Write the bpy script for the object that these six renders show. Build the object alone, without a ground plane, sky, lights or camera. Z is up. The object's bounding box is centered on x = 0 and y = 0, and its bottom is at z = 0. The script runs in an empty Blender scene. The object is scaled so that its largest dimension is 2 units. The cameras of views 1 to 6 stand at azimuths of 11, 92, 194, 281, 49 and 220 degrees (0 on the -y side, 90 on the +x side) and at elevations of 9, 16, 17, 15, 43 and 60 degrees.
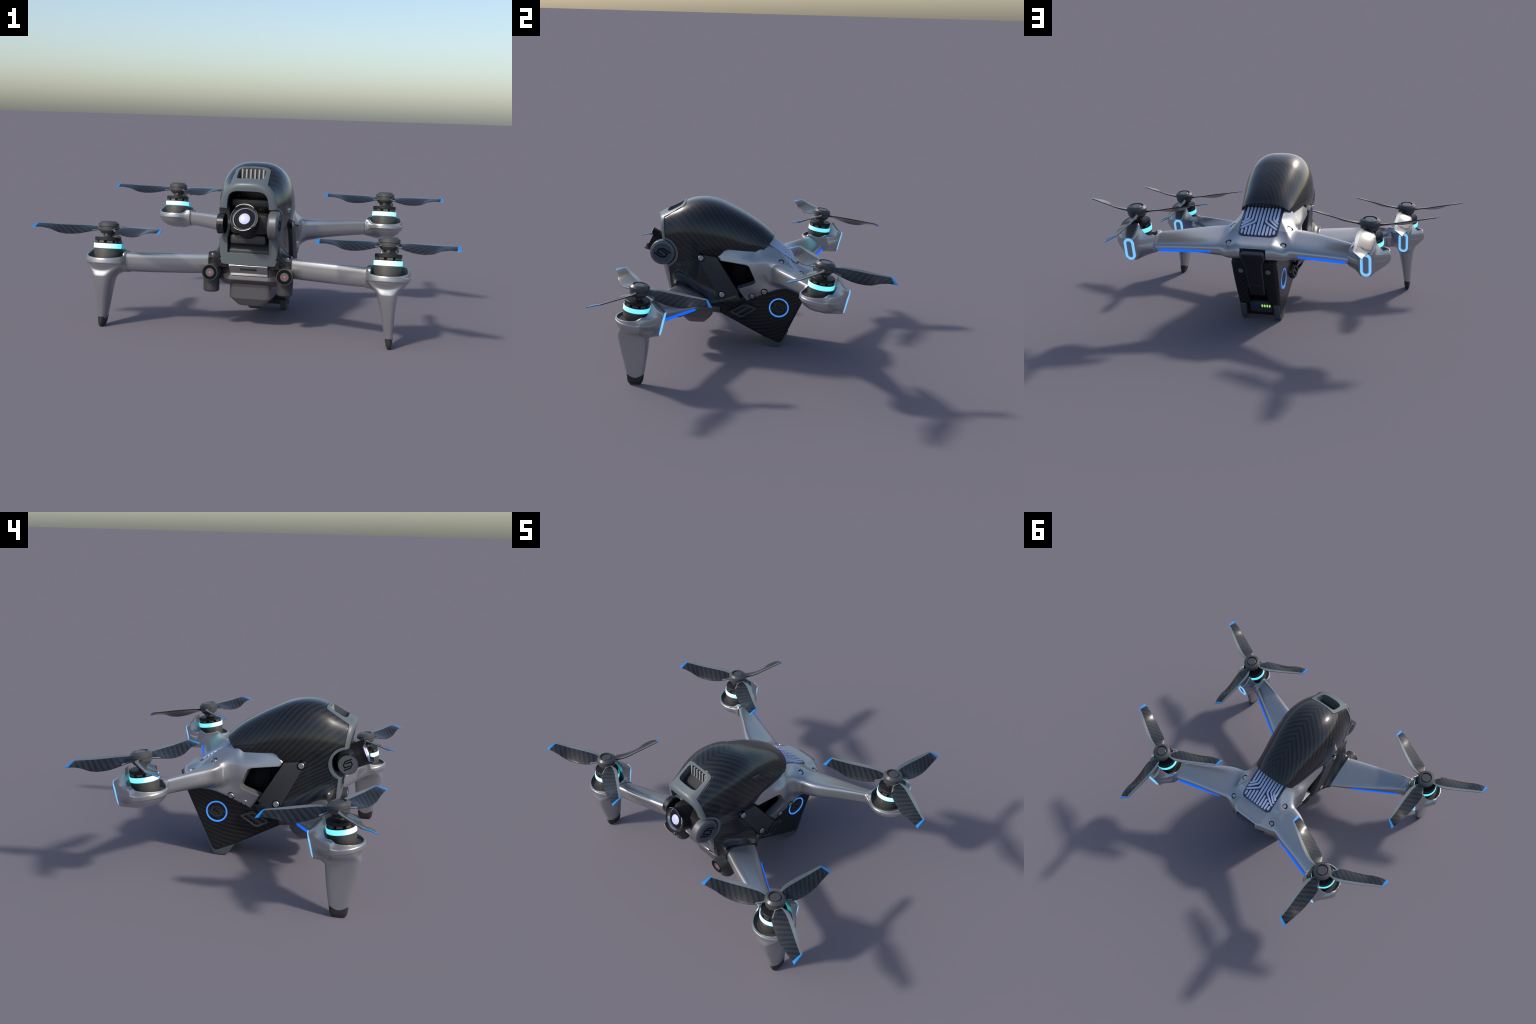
# Camera drone with carbon canopy, silver arms and four three-bladed propellers.
import bpy, bmesh, math
import numpy as np
from mathutils import Vector, Matrix

# ------------------------------------------------------------------ helpers
def spl(x, xs, ys):
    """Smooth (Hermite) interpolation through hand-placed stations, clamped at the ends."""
    xs = np.asarray(xs, float); ys = np.asarray(ys, float)
    m = np.gradient(ys, xs)
    x = np.clip(x, xs[0], xs[-1])
    i = np.clip(np.searchsorted(xs, x) - 1, 0, len(xs) - 2)
    h = xs[i + 1] - xs[i]; t = (x - xs[i]) / h
    t2 = t * t; t3 = t2 * t
    return ((2*t3 - 3*t2 + 1) * ys[i] + (t3 - 2*t2 + t) * h * m[i]
            + (-2*t3 + 3*t2) * ys[i + 1] + (t3 - t2) * h * m[i + 1])

def sstep(a, b, x):
    t = np.clip((x - a) / (b - a), 0, 1); return t * t * (3 - 2 * t)

def smin(a, b, k):
    h = np.clip(0.5 + 0.5 * (b - a) / k, 0, 1)
    return b * (1 - h) + a * h - k * h * (1 - h)

def smax(a, b, k): return -smin(-a, -b, k)

def poly(u, v, pts, r=0.0):
    """Signed distance to a 2D polygon, corners rounded by r."""
    pts = np.asarray(pts, float)
    d = None; s = None
    n = len(pts)
    for i in range(n):
        ax, ay = pts[i]; bx, by = pts[i - 1]
        ex, ey = bx - ax, by - ay
        wx = u - ax; wy = v - ay
        t = np.clip((wx * ex + wy * ey) / (ex * ex + ey * ey), 0, 1)
        dd = (wx - ex * t) ** 2 + (wy - ey * t) ** 2
        c1 = v >= ay; c2 = v < by; c3 = ex * wy > ey * wx
        flip = (c1 & c2 & c3) | (~c1 & ~c2 & ~c3)
        d = dd if d is None else np.minimum(d, dd)
        s = np.where(flip, -1.0, 1.0) if s is None else s * np.where(flip, -1.0, 1.0)
    return s * np.sqrt(d) - r

def se(a, b, n): return (np.abs(a) ** n + np.abs(b) ** n) ** (1.0 / n)

def grad(f, p, e=0.0012):
    g = np.empty_like(p)
    for a in range(3):
        q = p.copy(); q[:, a] += e; hi = f(q[:, 0], q[:, 1], q[:, 2])
        q[:, a] -= 2 * e; g[:, a] = hi - f(q[:, 0], q[:, 1], q[:, 2])
    l = np.linalg.norm(g, axis=1, keepdims=True); l[l == 0] = 1
    return g / l

def contour(f, lo, hi, h):
    """Dual contouring of an implicit solid: keeps crisp edges. Returns verts, quads."""
    lo = np.asarray(lo, float); n = np.ceil((np.asarray(hi) - lo) / h).astype(int) + 1
    ax = [lo[i] + h * np.arange(n[i]) for i in range(3)]
    F = f(ax[0][:, None, None], ax[1][None, :, None], ax[2][None, None, :])
    F = np.broadcast_to(F, tuple(n)).astype(np.float32)
    S = F < 0
    nc = n - 1
    ncell = int(nc.prod())
    P = []; N = []; C = []; Q = []; FL = []
    for a in range(3):
        s0 = [slice(None)] * 3; s1 = [slice(None)] * 3
        s0[a] = slice(0, -1); s1[a] = slice(1, None)
        idx = np.argwhere(S[tuple(s0)] != S[tuple(s1)])
        b, c = (a + 1) % 3, (a + 2) % 3
        idx = idx[(idx[:, b] > 0) & (idx[:, b] < nc[b]) & (idx[:, c] > 0) & (idx[:, c] < nc[c])]
        if len(idx) == 0: continue
        p0 = lo + idx * h
        j = idx.copy(); j[:, a] += 1
        f0 = F[tuple(idx.T)].astype(float); f1 = F[tuple(j.T)].astype(float)
        flip = f0 >= 0
        t0 = np.zeros(len(idx)); t1 = np.ones(len(idx))
        for it in range(4):
            t = t0 + (t1 - t0) * np.clip(f0 / (f0 - f1), 0.08, 0.92)
            q = p0.copy(); q[:, a] += t * h
            ft = f(q[:, 0], q[:, 1], q[:, 2])
            same = (ft < 0) == (f0 < 0)
            t0 = np.where(same, t, t0); f0 = np.where(same, ft, f0)
            t1 = np.where(same, t1, t); f1 = np.where(same, f1, ft)
        t = t0 + (t1 - t0) * np.clip(f0 / (f0 - f1 + 1e-12), 0, 1)
        q = p0.copy(); q[:, a] += t * h
        P.append(q); N.append(grad(f, q)); FL.append(flip)
        cells = []
        for db, dc in ((-1, -1), (0, -1), (0, 0), (-1, 0)):
            k = idx.copy(); k[:, b] += db; k[:, c] += dc
            cells.append((k[:, 0] * nc[1] + k[:, 1]) * nc[2] + k[:, 2])
        C.append(np.stack(cells, 1))
    P = np.concatenate(P); N = np.concatenate(N); C = np.concatenate(C); FL = np.concatenate(FL)
    ids, inv = np.unique(C, return_inverse=True); inv = inv.reshape(C.shape)
    m = len(ids)
    cnt = np.zeros(m); mass = np.zeros((m, 3)); A = np.zeros((m, 3, 3)); B = np.zeros((m, 3))
    npd = (N * P).sum(1)
    for k in range(4):
        w = inv[:, k]
        cnt += np.bincount(w, minlength=m)
        for a in range(3):
            mass[:, a] += np.bincount(w, P[:, a], m)
            B[:, a] += np.bincount(w, N[:, a] * npd, m)
            for b in range(3): A[:, a, b] += np.bincount(w, N[:, a] * N[:, b], m)
    mass /= cnt[:, None]
    rhs = B - np.einsum('mij,mj->mi', A, mass)
    v = mass + np.linalg.solve(A + 0.06 * np.eye(3), rhs[..., None])[..., 0]
    ci = np.stack(np.unravel_index(ids, tuple(nc)), 1)
    cl = lo + ci * h
    v = np.clip(v, cl - 0.05 * h, cl + 1.05 * h)
    quads = np.where(FL[:, None], inv[:, ::-1], inv)
    return v, quads

COL = bpy.context.scene.collection
CX = 0.0       # x of the mirror plane of the part being built (the airframe sits a little off the centre of its bounding box)

def new_obj(name, me, parent=None, mat=None, M=None):
    o = bpy.data.objects.new(name, me); COL.objects.link(o)
    if me is not None and mat is not None and len(me.materials) == 0: me.materials.append(mat)
    if parent is not None: o.parent = parent
    if M is None: M = Matrix.Identity(4)
    o.matrix_basis = Matrix.Translation((CX, 0, 0)) @ M if (parent is not None and parent.name == 'camera_drone') else M
    return o

def solid(name, f, lo, hi, h, mat, parent, M=None):
    """Implicit solid -> mesh object with the solid's own normals on every face corner."""
    v, q = contour(f, lo, hi, h)
    me = bpy.data.meshes.new(name)
    me.from_pydata(v.tolist(), [], q.tolist())
    me.validate(); me.update()
    nv = len(me.vertices)
    co = np.empty(nv * 3); me.vertices.foreach_get('co', co); co = co.reshape(-1, 3)
    nl = len(me.loops); li = np.empty(nl, int); me.loops.foreach_get('vertex_index', li)
    npol = len(me.polygons)
    ls = np.empty(npol, int); lt = np.empty(npol, int); ce = np.empty(npol * 3)
    me.polygons.foreach_get('loop_start', ls); me.polygons.foreach_get('loop_total', lt)
    me.polygons.foreach_get('center', ce); ce = ce.reshape(-1, 3)
    fo = np.repeat(np.arange(npol), lt)
    p = co[li] * 0.65 + ce[fo] * 0.35
    g = grad(f, p)
    me.polygons.foreach_set('use_smooth', np.ones(npol, bool))
    me.normals_split_custom_set(g.tolist())
    return new_obj(name, me, parent, mat, M)

def mesh_from(name, verts, faces, angle=35, bevel=0.0, seg=2):
    me = bpy.data.meshes.new(name)
    bm = bmesh.new()
    vs = [bm.verts.new(v) for v in verts]
    for f in faces:
        try: bm.faces.new([vs[i] for i in f])
        except ValueError: pass
    bm.normal_update()
    bmesh.ops.recalc_face_normals(bm, faces=bm.faces)
    if bevel > 0:
        ed = [e for e in bm.edges if len(e.link_faces) == 2 and e.calc_face_angle(0) > math.radians(28)]
        bmesh.ops.bevel(bm, geom=ed, offset=bevel, segments=seg, profile=0.5, affect='EDGES', clamp_overlap=True)
    bm.to_mesh(me); bm.free()
    for p in me.polygons: p.use_smooth = True
    me.set_sharp_from_angle(angle=math.radians(angle))
    return me

def lathe_data(prof, seg=64):
    """Profile of (r, z) revolved about z. r = 0 closes the end."""
    V = []; Fc = []; rows = []
    for r, z in prof:
        if r <= 1e-6:
            rows.append([len(V)]); V.append((0, 0, z))
        else:
            rows.append(list(range(len(V), len(V) + seg)))
            for i in range(seg):
                a = 2 * math.pi * i / seg; V.append((r * math.cos(a), r * math.sin(a), z))
    for a, b in zip(rows[:-1], rows[1:]):
        for i in range(seg):
            j = (i + 1) % seg
            if len(a) == 1 and len(b) == 1: continue
            if len(a) == 1: Fc.append((a[0], b[i], b[j]))
            elif len(b) == 1: Fc.append((a[i], b[0], a[j]))
            else: Fc.append((a[i], b[i], b[j], a[j]))
    return V, Fc

def lathe(name, prof, seg=64, angle=12): return mesh_from(name, *lathe_data(prof, seg), angle=angle)

def frame(o, z, x=None):
    """Matrix with local z along z and local x as near to x as possible."""
    z = Vector(z).normalized(); x = Vector(x or (1, 0, 0)); x = (x - z * x.dot(z)).normalized()
    y = z.cross(x); M = Matrix((x, y, z)).transposed().to_4x4(); M.translation = Vector(o); return M

def prism_data(pts, d0, d1):
    n = len(pts)
    V = [(p[0], p[1], d0) for p in pts] + [(p[0], p[1], d1) for p in pts]
    Fc = [tuple(range(n)), tuple(range(n, 2 * n))] + [(i, (i + 1) % n, n + (i + 1) % n, n + i) for i in range(n)]
    return V, Fc

def round_poly(pts, r, seg=5):
    out = []; n = len(pts)
    for i in range(n):
        p = Vector(pts[i]); a = Vector(pts[i - 1]); b = Vector(pts[(i + 1) % n])
        rr = r[i] if isinstance(r, (list, tuple)) else r
        u = (a - p); w = (b - p); rr = min(rr, 0.45 * u.length, 0.45 * w.length)
        if rr < 1e-5: out.append(tuple(p)); continue
        s = p + u.normalized() * rr; e = p + w.normalized() * rr
        for k in range(seg + 1):
            t = k / seg; out.append(tuple(s * (1 - t) ** 2 + p * 2 * t * (1 - t) + e * t * t))
    return out

def prism(name, pts, d0, d1, bevel=0.002, seg=2, angle=30):
    return mesh_from(name, *prism_data(pts, d0, d1), angle=angle, bevel=bevel, seg=seg)

def box_data(c, s):
    V = [(c[0] + sx * s[0], c[1] + sy * s[1], c[2] + sz * s[2]) for sz in (-1, 1) for sx, sy in ((-1, -1), (1, -1), (1, 1), (-1, 1))]
    return V, [(0, 1, 2, 3), (4, 5, 6, 7), (0, 1, 5, 4), (1, 2, 6, 5), (2, 3, 7, 6), (3, 0, 4, 7)]

def join_data(parts):
    V = []; Fc = []
    for v, f in parts:
        o = len(V); V += [tuple(p) for p in v]; Fc += [tuple(i + o for i in q) for q in f]
    return V, Fc

def ribbon_data(path, w, d0, d1, cap=True):
    """Flat bar of width w and given depth along a 2D path, ends rounded."""
    P = [Vector(p) for p in path]; L = []; R = []
    n = len(P)
    for i in range(n):
        a = (P[i] - P[i - 1]).normalized() if i else (P[1] - P[0]).normalized()
        b = (P[i + 1] - P[i]).normalized() if i < n - 1 else a
        t = (a + b).normalized(); nn = Vector((-t.y, t.x)); k = 1 / max(0.5, nn.dot(Vector((-a.y, a.x))))
        L.append(P[i] + nn * w / 2 * k); R.append(P[i] - nn * w / 2 * k)
    pts = []
    def arc(c, d):
        o = []
        for j in range(1, 6):
            t = math.pi * j / 6 - math.pi / 2
            o.append(c + d * math.cos(t) * w / 2 + Vector((-d.y, d.x)) * math.sin(t) * w / 2)
        return o
    pts = R[:]
    if cap: pts += arc(P[-1], (P[-1] - P[-2]).normalized())
    pts += L[::-1]
    if cap: pts += arc(P[0], (P[0] - P[1]).normalized())
    return prism_data([tuple(p) for p in pts], d0, d1)

# ------------------------------------------------------------------ materials
class NT:
    def __init__(s, name):
        s.m = bpy.data.materials.new(name); s.m.use_nodes = True
        s.t = s.m.node_tree; s.b = s.t.nodes['Principled BSDF']
    def n(s, kind, **kw):
        o = s.t.nodes.new(kind)
        for k, v in kw.items(): setattr(o, k, v)
        return o
    def l(s, a, b): s.t.links.new(a, b)
    def math(s, op, a, b=None, c=None):
        o = s.n('ShaderNodeMath', operation=op)
        for i, v in enumerate((a, b, c)):
            if v is None: continue
            if isinstance(v, (int, float)): o.inputs[i].default_value = v
            else: s.l(v, o.inputs[i])
        return o.outputs[0]
    def xyz(s):
        tc = s.n('ShaderNodeTexCoord'); sp = s.n('ShaderNodeSeparateXYZ'); s.l(tc.outputs['Object'], sp.inputs[0])
        return sp.outputs[0], sp.outputs[1], sp.outputs[2], tc.outputs['Object']
    def mix(s, f, a, b):
        o = s.n('ShaderNodeMix', data_type='RGBA'); s.l(f, o.inputs[0])
        o.inputs[6].default_value = (*a, 1); o.inputs[7].default_value = (*b, 1); return o.outputs[2]
    def set(s, **kw):
        for k, v in kw.items():
            k = k.replace('_', ' ')
            i = s.b.inputs[k]; i.default_value = (*v, 1) if isinstance(v, tuple) else v

def plain(name, col, rough, metal=0.0, grain=0.0, coat=0.0, emit=None, es=0.0):
    t = NT(name); t.set(Base_Color=col, Roughness=rough, Metallic=metal)
    if coat: t.set(Coat_Weight=coat, Coat_Roughness=0.08)
    if emit: t.set(Emission_Color=emit, Emission_Strength=es)
    _, _, _, P = t.xyz()
    no = t.n('ShaderNodeTexNoise'); no.inputs['Scale'].default_value = 60; no.inputs['Detail'].default_value = 3
    t.l(P, no.inputs['Vector'])
    r = t.n('ShaderNodeMapRange'); r.inputs[3].default_value = rough - 0.02; r.inputs[4].default_value = rough + 0.03
    t.l(no.outputs[0], r.inputs[0]); t.l(r.outputs[0], t.b.inputs['Roughness'])
    if grain:
        n2 = t.n('ShaderNodeTexNoise'); n2.inputs['Scale'].default_value = 900; t.l(P, n2.inputs['Vector'])
        bp = t.n('ShaderNodeBump'); bp.inputs['Strength'].default_value = grain; bp.inputs['Distance'].default_value = 0.0006
        t.l(n2.outputs[0], bp.inputs['Height']); t.l(bp.outputs[0], t.b.inputs['Normal'])
    return t.m

def carbon(name, field, period, dark, light, rough=0.3, coat=0.7):
    """Woven fibre: bands of two tones along a stripe field, each band with a fine twill."""
    t = NT(name); x, y, z, P = t.xyz()
    s = field(t, x, y, z)
    ph = t.math('MULTIPLY', s, 2 * math.pi / period)
    wv = t.math('SINE', ph)
    tw = t.math('SINE', t.math('ADD', t.math('MULTIPLY', t.math('ADD', y, z), 2 * math.pi / 0.0085), t.math('MULTIPLY', x, 300.0)))
    wv = t.math('ADD', wv, t.math('MULTIPLY', tw, 0.35))
    r = t.n('ShaderNodeMapRange', interpolation_type='SMOOTHSTEP'); r.inputs[1].default_value = -0.7; r.inputs[2].default_value = 0.8
    t.l(wv, r.inputs[0])
    t.l(t.mix(r.outputs[0], dark, light), t.b.inputs['Base Color'])
    t.set(Roughness=rough, Coat_Weight=coat, Coat_Roughness=0.10, Specular_IOR_Level=0.25)
    return t.m

def field_canopy(t, x, y, z):
    ax = t.math('ABSOLUTE', x)
    th = t.math('ARCTAN2', ax, t.math('SUBTRACT', z, 0.45))
    return t.math('SUBTRACT', y, t.math('MULTIPLY', th, 0.30))
def field_battery(t, x, y, z):
    a = t.math('SINE', t.math('MULTIPLY', y, 16.0))
    s = t.math('ADD', t.math('SUBTRACT', z, t.math('MULTIPLY', y, 0.28)), t.math('MULTIPLY', a, 0.012))
    return t.math('ADD', s, t.math('MULTIPLY', t.math('ABSOLUTE', x), 0.9))
def field_blade(t, x, y, z): return t.math('ADD', x, t.math('MULTIPLY', y, -0.75))
def field_barrel(t, x, y, z): return t.math('ADD', x, t.math('MULTIPLY', z, 0.8))

CD, CL = (0.006, 0.007, 0.0085), (0.018, 0.019, 0.020)
M_CANOPY = carbon('carbon_canopy', field_canopy, 0.034, CD, CL)
M_BATT = carbon('carbon_battery', field_battery, 0.023, (0.008, 0.008, 0.009), (0.020, 0.020, 0.021), coat=0.35)
M_BLADE = carbon('carbon_blade', field_blade, 0.030, (0.008, 0.009, 0.011), (0.021, 0.022, 0.023), coat=0.5)
M_BARREL = carbon('carbon_barrel', field_barrel, 0.02, CD, CL)
M_SILVER = plain('silver_paint', (0.455, 0.457, 0.465), 0.31, 0.80)
M_GREY = plain('slate_plastic', (0.105, 0.125, 0.135), 0.38)
M_EDGE = plain('blade_edge_grey', (0.13, 0.155, 0.17), 0.4)
M_PLATE = plain('matt_black_plate', (0.035, 0.037, 0.040), 0.5)
M_GUN = plain('gunmetal', (0.10, 0.10, 0.11), 0.35, 0.7)
M_NOSE = plain('smooth_gunmetal', (0.16, 0.155, 0.165), 0.28, 0.65)
M_DARK = plain('black_plastic', (0.018, 0.018, 0.020), 0.45)
M_BLACK = plain('deep_black', (0.004, 0.004, 0.005), 0.6)
for m_, v_ in ((M_BLACK, .12), (M_DARK, .3)): m_.node_tree.nodes['Principled BSDF'].inputs['Specular IOR Level'].default_value = v_
M_HUB = plain('dark_graphite', (0.075, 0.076, 0.078), 0.35, 0.25)
M_BASE = plain('motor_bronze_grey', (0.13, 0.128, 0.12), 0.36, 0.6)
M_FLOOR = plain('pod_floor_grey', (0.055, 0.053, 0.05), 0.5)
M_RUBBER = plain('rubber', (0.022, 0.022, 0.024), 0.6)
M_FOOT = plain('foot_rubber', (0.06, 0.075, 0.08), 0.6)
M_STEEL = plain('bolt_steel', (0.5, 0.5, 0.52), 0.3, 0.9)
M_BLUE = plain('blue_tip', (0.010, 0.23, 0.62), 0.35)
M_RING = plain('cyan_light', (0.85, 0.95, 0.95), 0.4, emit=(0.06, 0.70, 0.85), es=1.0)
M_LAMP = plain('ice_light', (0.15, 0.3, 0.4), 0.4, emit=(0.18, 0.55, 1.0), es=0.95)
M_STRIP = plain('blue_light', (0.0, 0.05, 0.3), 0.4, emit=(0.0, 0.13, 1.0), es=1.0)
M_LOGO = plain('logo_blue', (0.02, 0.12, 0.4), 0.4, emit=(0.05, 0.28, 0.85), es=0.85)
M_PAD = plain('pad_navy', (0.028, 0.028, 0.075), 0.3, coat=0.4)
M_PADL = plain('pad_line', (0.54, 0.62, 0.82), 0.5)
M_RIM = plain('bright_rim', (0.6, 0.6, 0.6), 0.15, 1.0)
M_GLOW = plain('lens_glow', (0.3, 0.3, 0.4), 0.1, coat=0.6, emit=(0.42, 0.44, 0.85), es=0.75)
M_RED = plain('red_dot', (0.5, 0.02, 0.02), 0.4, emit=(1.0, 0.04, 0.05), es=0.8)
M_GREEN = plain('green_led', (0.25, 0.5, 0.1), 0.4, emit=(0.42, 0.92, 0.18), es=0.8)
M_FIN = plain('vent_fin', (0.30, 0.295, 0.285), 0.45)
M_NAVY = plain('button_blue', (0.01, 0.05, 0.16), 0.4)
M_LPANEL = plain('lamp_panel_grey', (0.30, 0.32, 0.37), 0.45)
M_GRILLE = plain('grille_dark', (0.010, 0.011, 0.018), 0.5)
M_BAR = plain('polished_bar', (0.42, 0.42, 0.43), 0.22, 0.95)
M_GIMBAL = plain('gimbal_grey', (0.115, 0.12, 0.13), 0.4, 0.3)
M_FACE = plain('gimbal_face_blue', (0.045, 0.055, 0.08), 0.5)
M_INSET = plain('inset_grey', (0.16, 0.17, 0.2), 0.45)

# ------------------------------------------------------------------ root
root = bpy.data.objects.new('camera_drone', None); COL.objects.link(root)
root['label'] = 'camera drone with carbon canopy, silver arms, glowing rings'
root['category'] = 'drone'
CX = .007

# ------------------------------------------------------------------ body outline (side stations)
Y_ = (-.56, -.50, -.45, -.41, -.37, -.33, -.285, -.2423, -.19, -.1448, -.0467, .05, .0955, .15)
TOP = (.722, .752, .778, .799, .814, .8215, .8225, .8165, .801, .781, .730, .667, .629, .58)
YW = (-.56, -.53, -.47, -.40, -.32, -.22, -.10, 0.0, .06, .13)
WID = (.131, .135, .148, .168, .182, .181, .165, .149, .142, .125)

def front_y(x, z): return -.5435 + .165 * (.7256 - z) + .014 * (x / .14) ** 2      # leaning front plane

def hull(x, y, z, grow=0.0):
    """Outer skin of the whole body, |x| symmetric."""
    ax = np.abs(x)
    top = spl(y, Y_, TOP) + grow; w = spl(y, YW, WID) + grow
    zb = spl(y, (-.3, -.15, .02, .1), (.56, .545, .49, .46))
    wl = w - .015 * sstep(.60, .51, z) * sstep(-.5, -.38, y)
    wl = wl - sstep(.29, .19, z) * (wl - .118 - grow)
    h = top - zb
    q = np.maximum(z - zb, 0) / h
    return (se(ax / wl, q, 2.75) - 1) * np.minimum(wl, h) * 0.95

def arm_front(x, y, z, grow=0.0):
    yf = spl(x, (.10, .18, .33, .45, .62), (-.402, -.432, -.486, -.525, -.578))
    yr = spl(x, (.10, .28, .416, .5677, .62), (-.192, -.290, -.371, -.459, -.488))
    zf = spl(x, (.1, .2, .57, .62), (.391, .390, .382, .380)); zr = spl(x, (.1, .2, .35, .5, .62), (.284, .288, .305, .333, .359))
    zb = spl(x, (.1, .235, .59, .62), (.248, .252, .265, .267))
    t = np.clip((y - yf) / (yr - yf), -.1, 1.1)
    zt = zf + (zr - zf) * t; zb = zb + .022 * (1 - t) ** 2
    hy = (yr - yf) / 2 + grow; hz = (zt - zb) / 2 + grow
    return (se((y - (yf + yr) / 2) / hy, (z - (zt + zb) / 2) / hz, 3.2) - 1) * np.minimum(hy, hz) * 0.85

# camera bay, gimbal seat and vent cut
GY, GZ = -.513, .536
def bay(x, y, z):
    ax = np.abs(x)
    arch = (se(ax / .102, np.maximum(z - .55, 0) / .145, 5) - 1) * .1
    d = np.maximum(arch, .390 - z); d = np.maximum(d, y + .30)
    return d
VENT_N = np.array([0, -.50, .866])        # roof panel normal
def vent_uv(y, z): return (y + .46) * .866 + (z - .782) * .5, (y + .46) * -.5 + (z - .782) * .866
def vent_hole(x, y, z):
    u, v = vent_uv(y, z)
    d = se(np.abs(x) / .0675, (u - .001) / .050, 5) - 1
    return np.maximum(d * .05, -(v + .06))
def vent_frame(x, y, z):
    u, v = vent_uv(y, z)
    w = .0880 - .05 * u
    d = smax(np.abs(x) - w, u - .0640, .022)
    return smax(d, -(z - .69), .004)
def frame_zone(x, y, z):
    edge = spl(z, (.30, .34, .4426, .6157, .7314, .80), (-.463, -.467, -.474, -.4985, -.511, -.517))
    band = y - edge
    ring = np.maximum(np.hypot(y - GY - .004, z - GZ) - .084, .09 - np.abs(x))
    return np.minimum(np.minimum(band, ring), vent_frame(x, y, z))

def body_open(x, y, z, g=0.0):
    f = hull(x, y, z, g)
    f = smax(f, front_y(x, z) - g - y, .018)
    f = np.maximum(f, -bay(x, y, z))
    f = np.maximum(f, -vent_hole(x, y, z))
    f = np.maximum(f, -np.maximum(np.hypot(y - GY, z - GZ) - .0735, .085 - np.abs(x)))
    return f

CAN_POLY = [(-.62, .95), (.30, .95), (.30, .84), (.105, .636), (.0873, .615), (.040, .566), (.024, .556), (-.06, .562), (-.150, .574), (-.172, .566),
            (-.225, .50), (-.075, .285), (-.10, .225), (-.19, .225), (-.25, .195), (-.36, .20), (-.52, .28), (-.62, .5)]
def canopy(x, y, z):
    f = body_open(x, y, z)
    f = smin(f, np.maximum(arm_front(np.abs(x), y, z, .010), np.abs(x) - .205), .05)
    f = np.maximum(f, -bay(x, y, z))
    f = np.maximum(f, poly(y, z, CAN_POLY))
    f = np.maximum(f, .31 - .28 * (y + .45) - z)
    f = np.maximum(f, -(frame_zone(x, y, z) - .0015))
    return f
solid('canopy', canopy, (-.224, -.55, .18), (.224, .115, .83), .004, M_CANOPY, root)

def front_frame(x, y, z):
    f = np.maximum(body_open(x, y, z, .0025), frame_zone(x, y, z))
    return np.maximum(f, .331 - z)
solid('nose_frame', front_frame, (-.165, -.56, .325), (.165, -.38, .83), .0035, M_GREY, root)

# inside of the camera bay and the vent
def bx(name, c, s, mat, parent=root, bevel=.004, M=None):
    return new_obj(name, mesh_from(name, *box_data(c, s), bevel=bevel), parent, mat, M)
bx('bay_shelf', (0, -.40, .633), (.090, .06, .016), M_PLATE)
MV = frame((0, -.46, .782), VENT_N, (1, 0, 0))
MG = MV @ Matrix.Translation((0, .028, -.041)) @ Matrix.Rotation(math.radians(54), 4, 'X')
fins = [box_data((-.052 + .0208 * i, 0, 0), (.0042, .032, .005)) for i in range(6)]
o = new_obj('vent_fins', mesh_from('vent_fins', *join_data(fins), bevel=.001, seg=1), root, M_FIN, MG)
o['kind'] = 'stuff'
bx('vent_grille', (0, 0, -.006), (.070, .034, .004), M_GRILLE, bevel=0, M=MG)
bx('vent_floor', (0, 0, -.060), (.072, .054, .004), M_DARK, bevel=0, M=MV)
bx('core_block', (0, -.06, .42), (.085, .12, .12), M_BLACK)
bx('core_module', (.0, -.095, .425), (.105, .04, .05), M_BLACK)

# ------------------------------------------------------------------ rear frame with arms
def arm_rear(x, y, z):
    yf = spl(x, (.08, .17, .25, .40, .50, .58), (.062, .088, .113, .209, .273, .325))
    yr = spl(x, (.08, .166, .23, .397, .51, .58), (.262, .277, .2955, .342, .378, .40))
    zf = spl(x, (.08, .18, .40, .58), (.522, .518, .510, .502)); zr = spl(x, (.1, .4, .58), (.444, .446, .447))
    zb = spl(x, (.08, .18, .28, .42, .58), (.362, .372, .389, .402, .410))
    t = np.clip((y - yf) / (yr - yf), -.2, 1.2)
    zt = zf + (zr - zf) * t; zb = zb + .018 * (1 - t) ** 2
    hy = (yr - yf) / 2; hz = (zt - zb) / 2
    return (se((y - (yf + yr) / 2) / hy, (z - (zt + zb) / 2) / hz, 3.6) - 1) * np.minimum(hy, hz) * 0.8

def centre_block(x, y, z):
    ax = np.abs(x)
    P = spl(y, (.0, .04, .0728, .15, .228, .26, .31, .34), (.620, .603, .584, .532, .4805, .466, .450, .444))
    P = P - .054 * sstep(.085, .17, ax)
    f = (z - P) * .82
    f = smax(f, (spl(y, (.0, .1, .2, .34), (.45, .42, .395, .392)) - z), .02)
    f = smax(f, y - (.318 - .040 * sstep(.055, .16, ax)), .03)
    f = smax(f, ax - .150, .04)
    return smax(f, .02 - y, .02)

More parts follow.
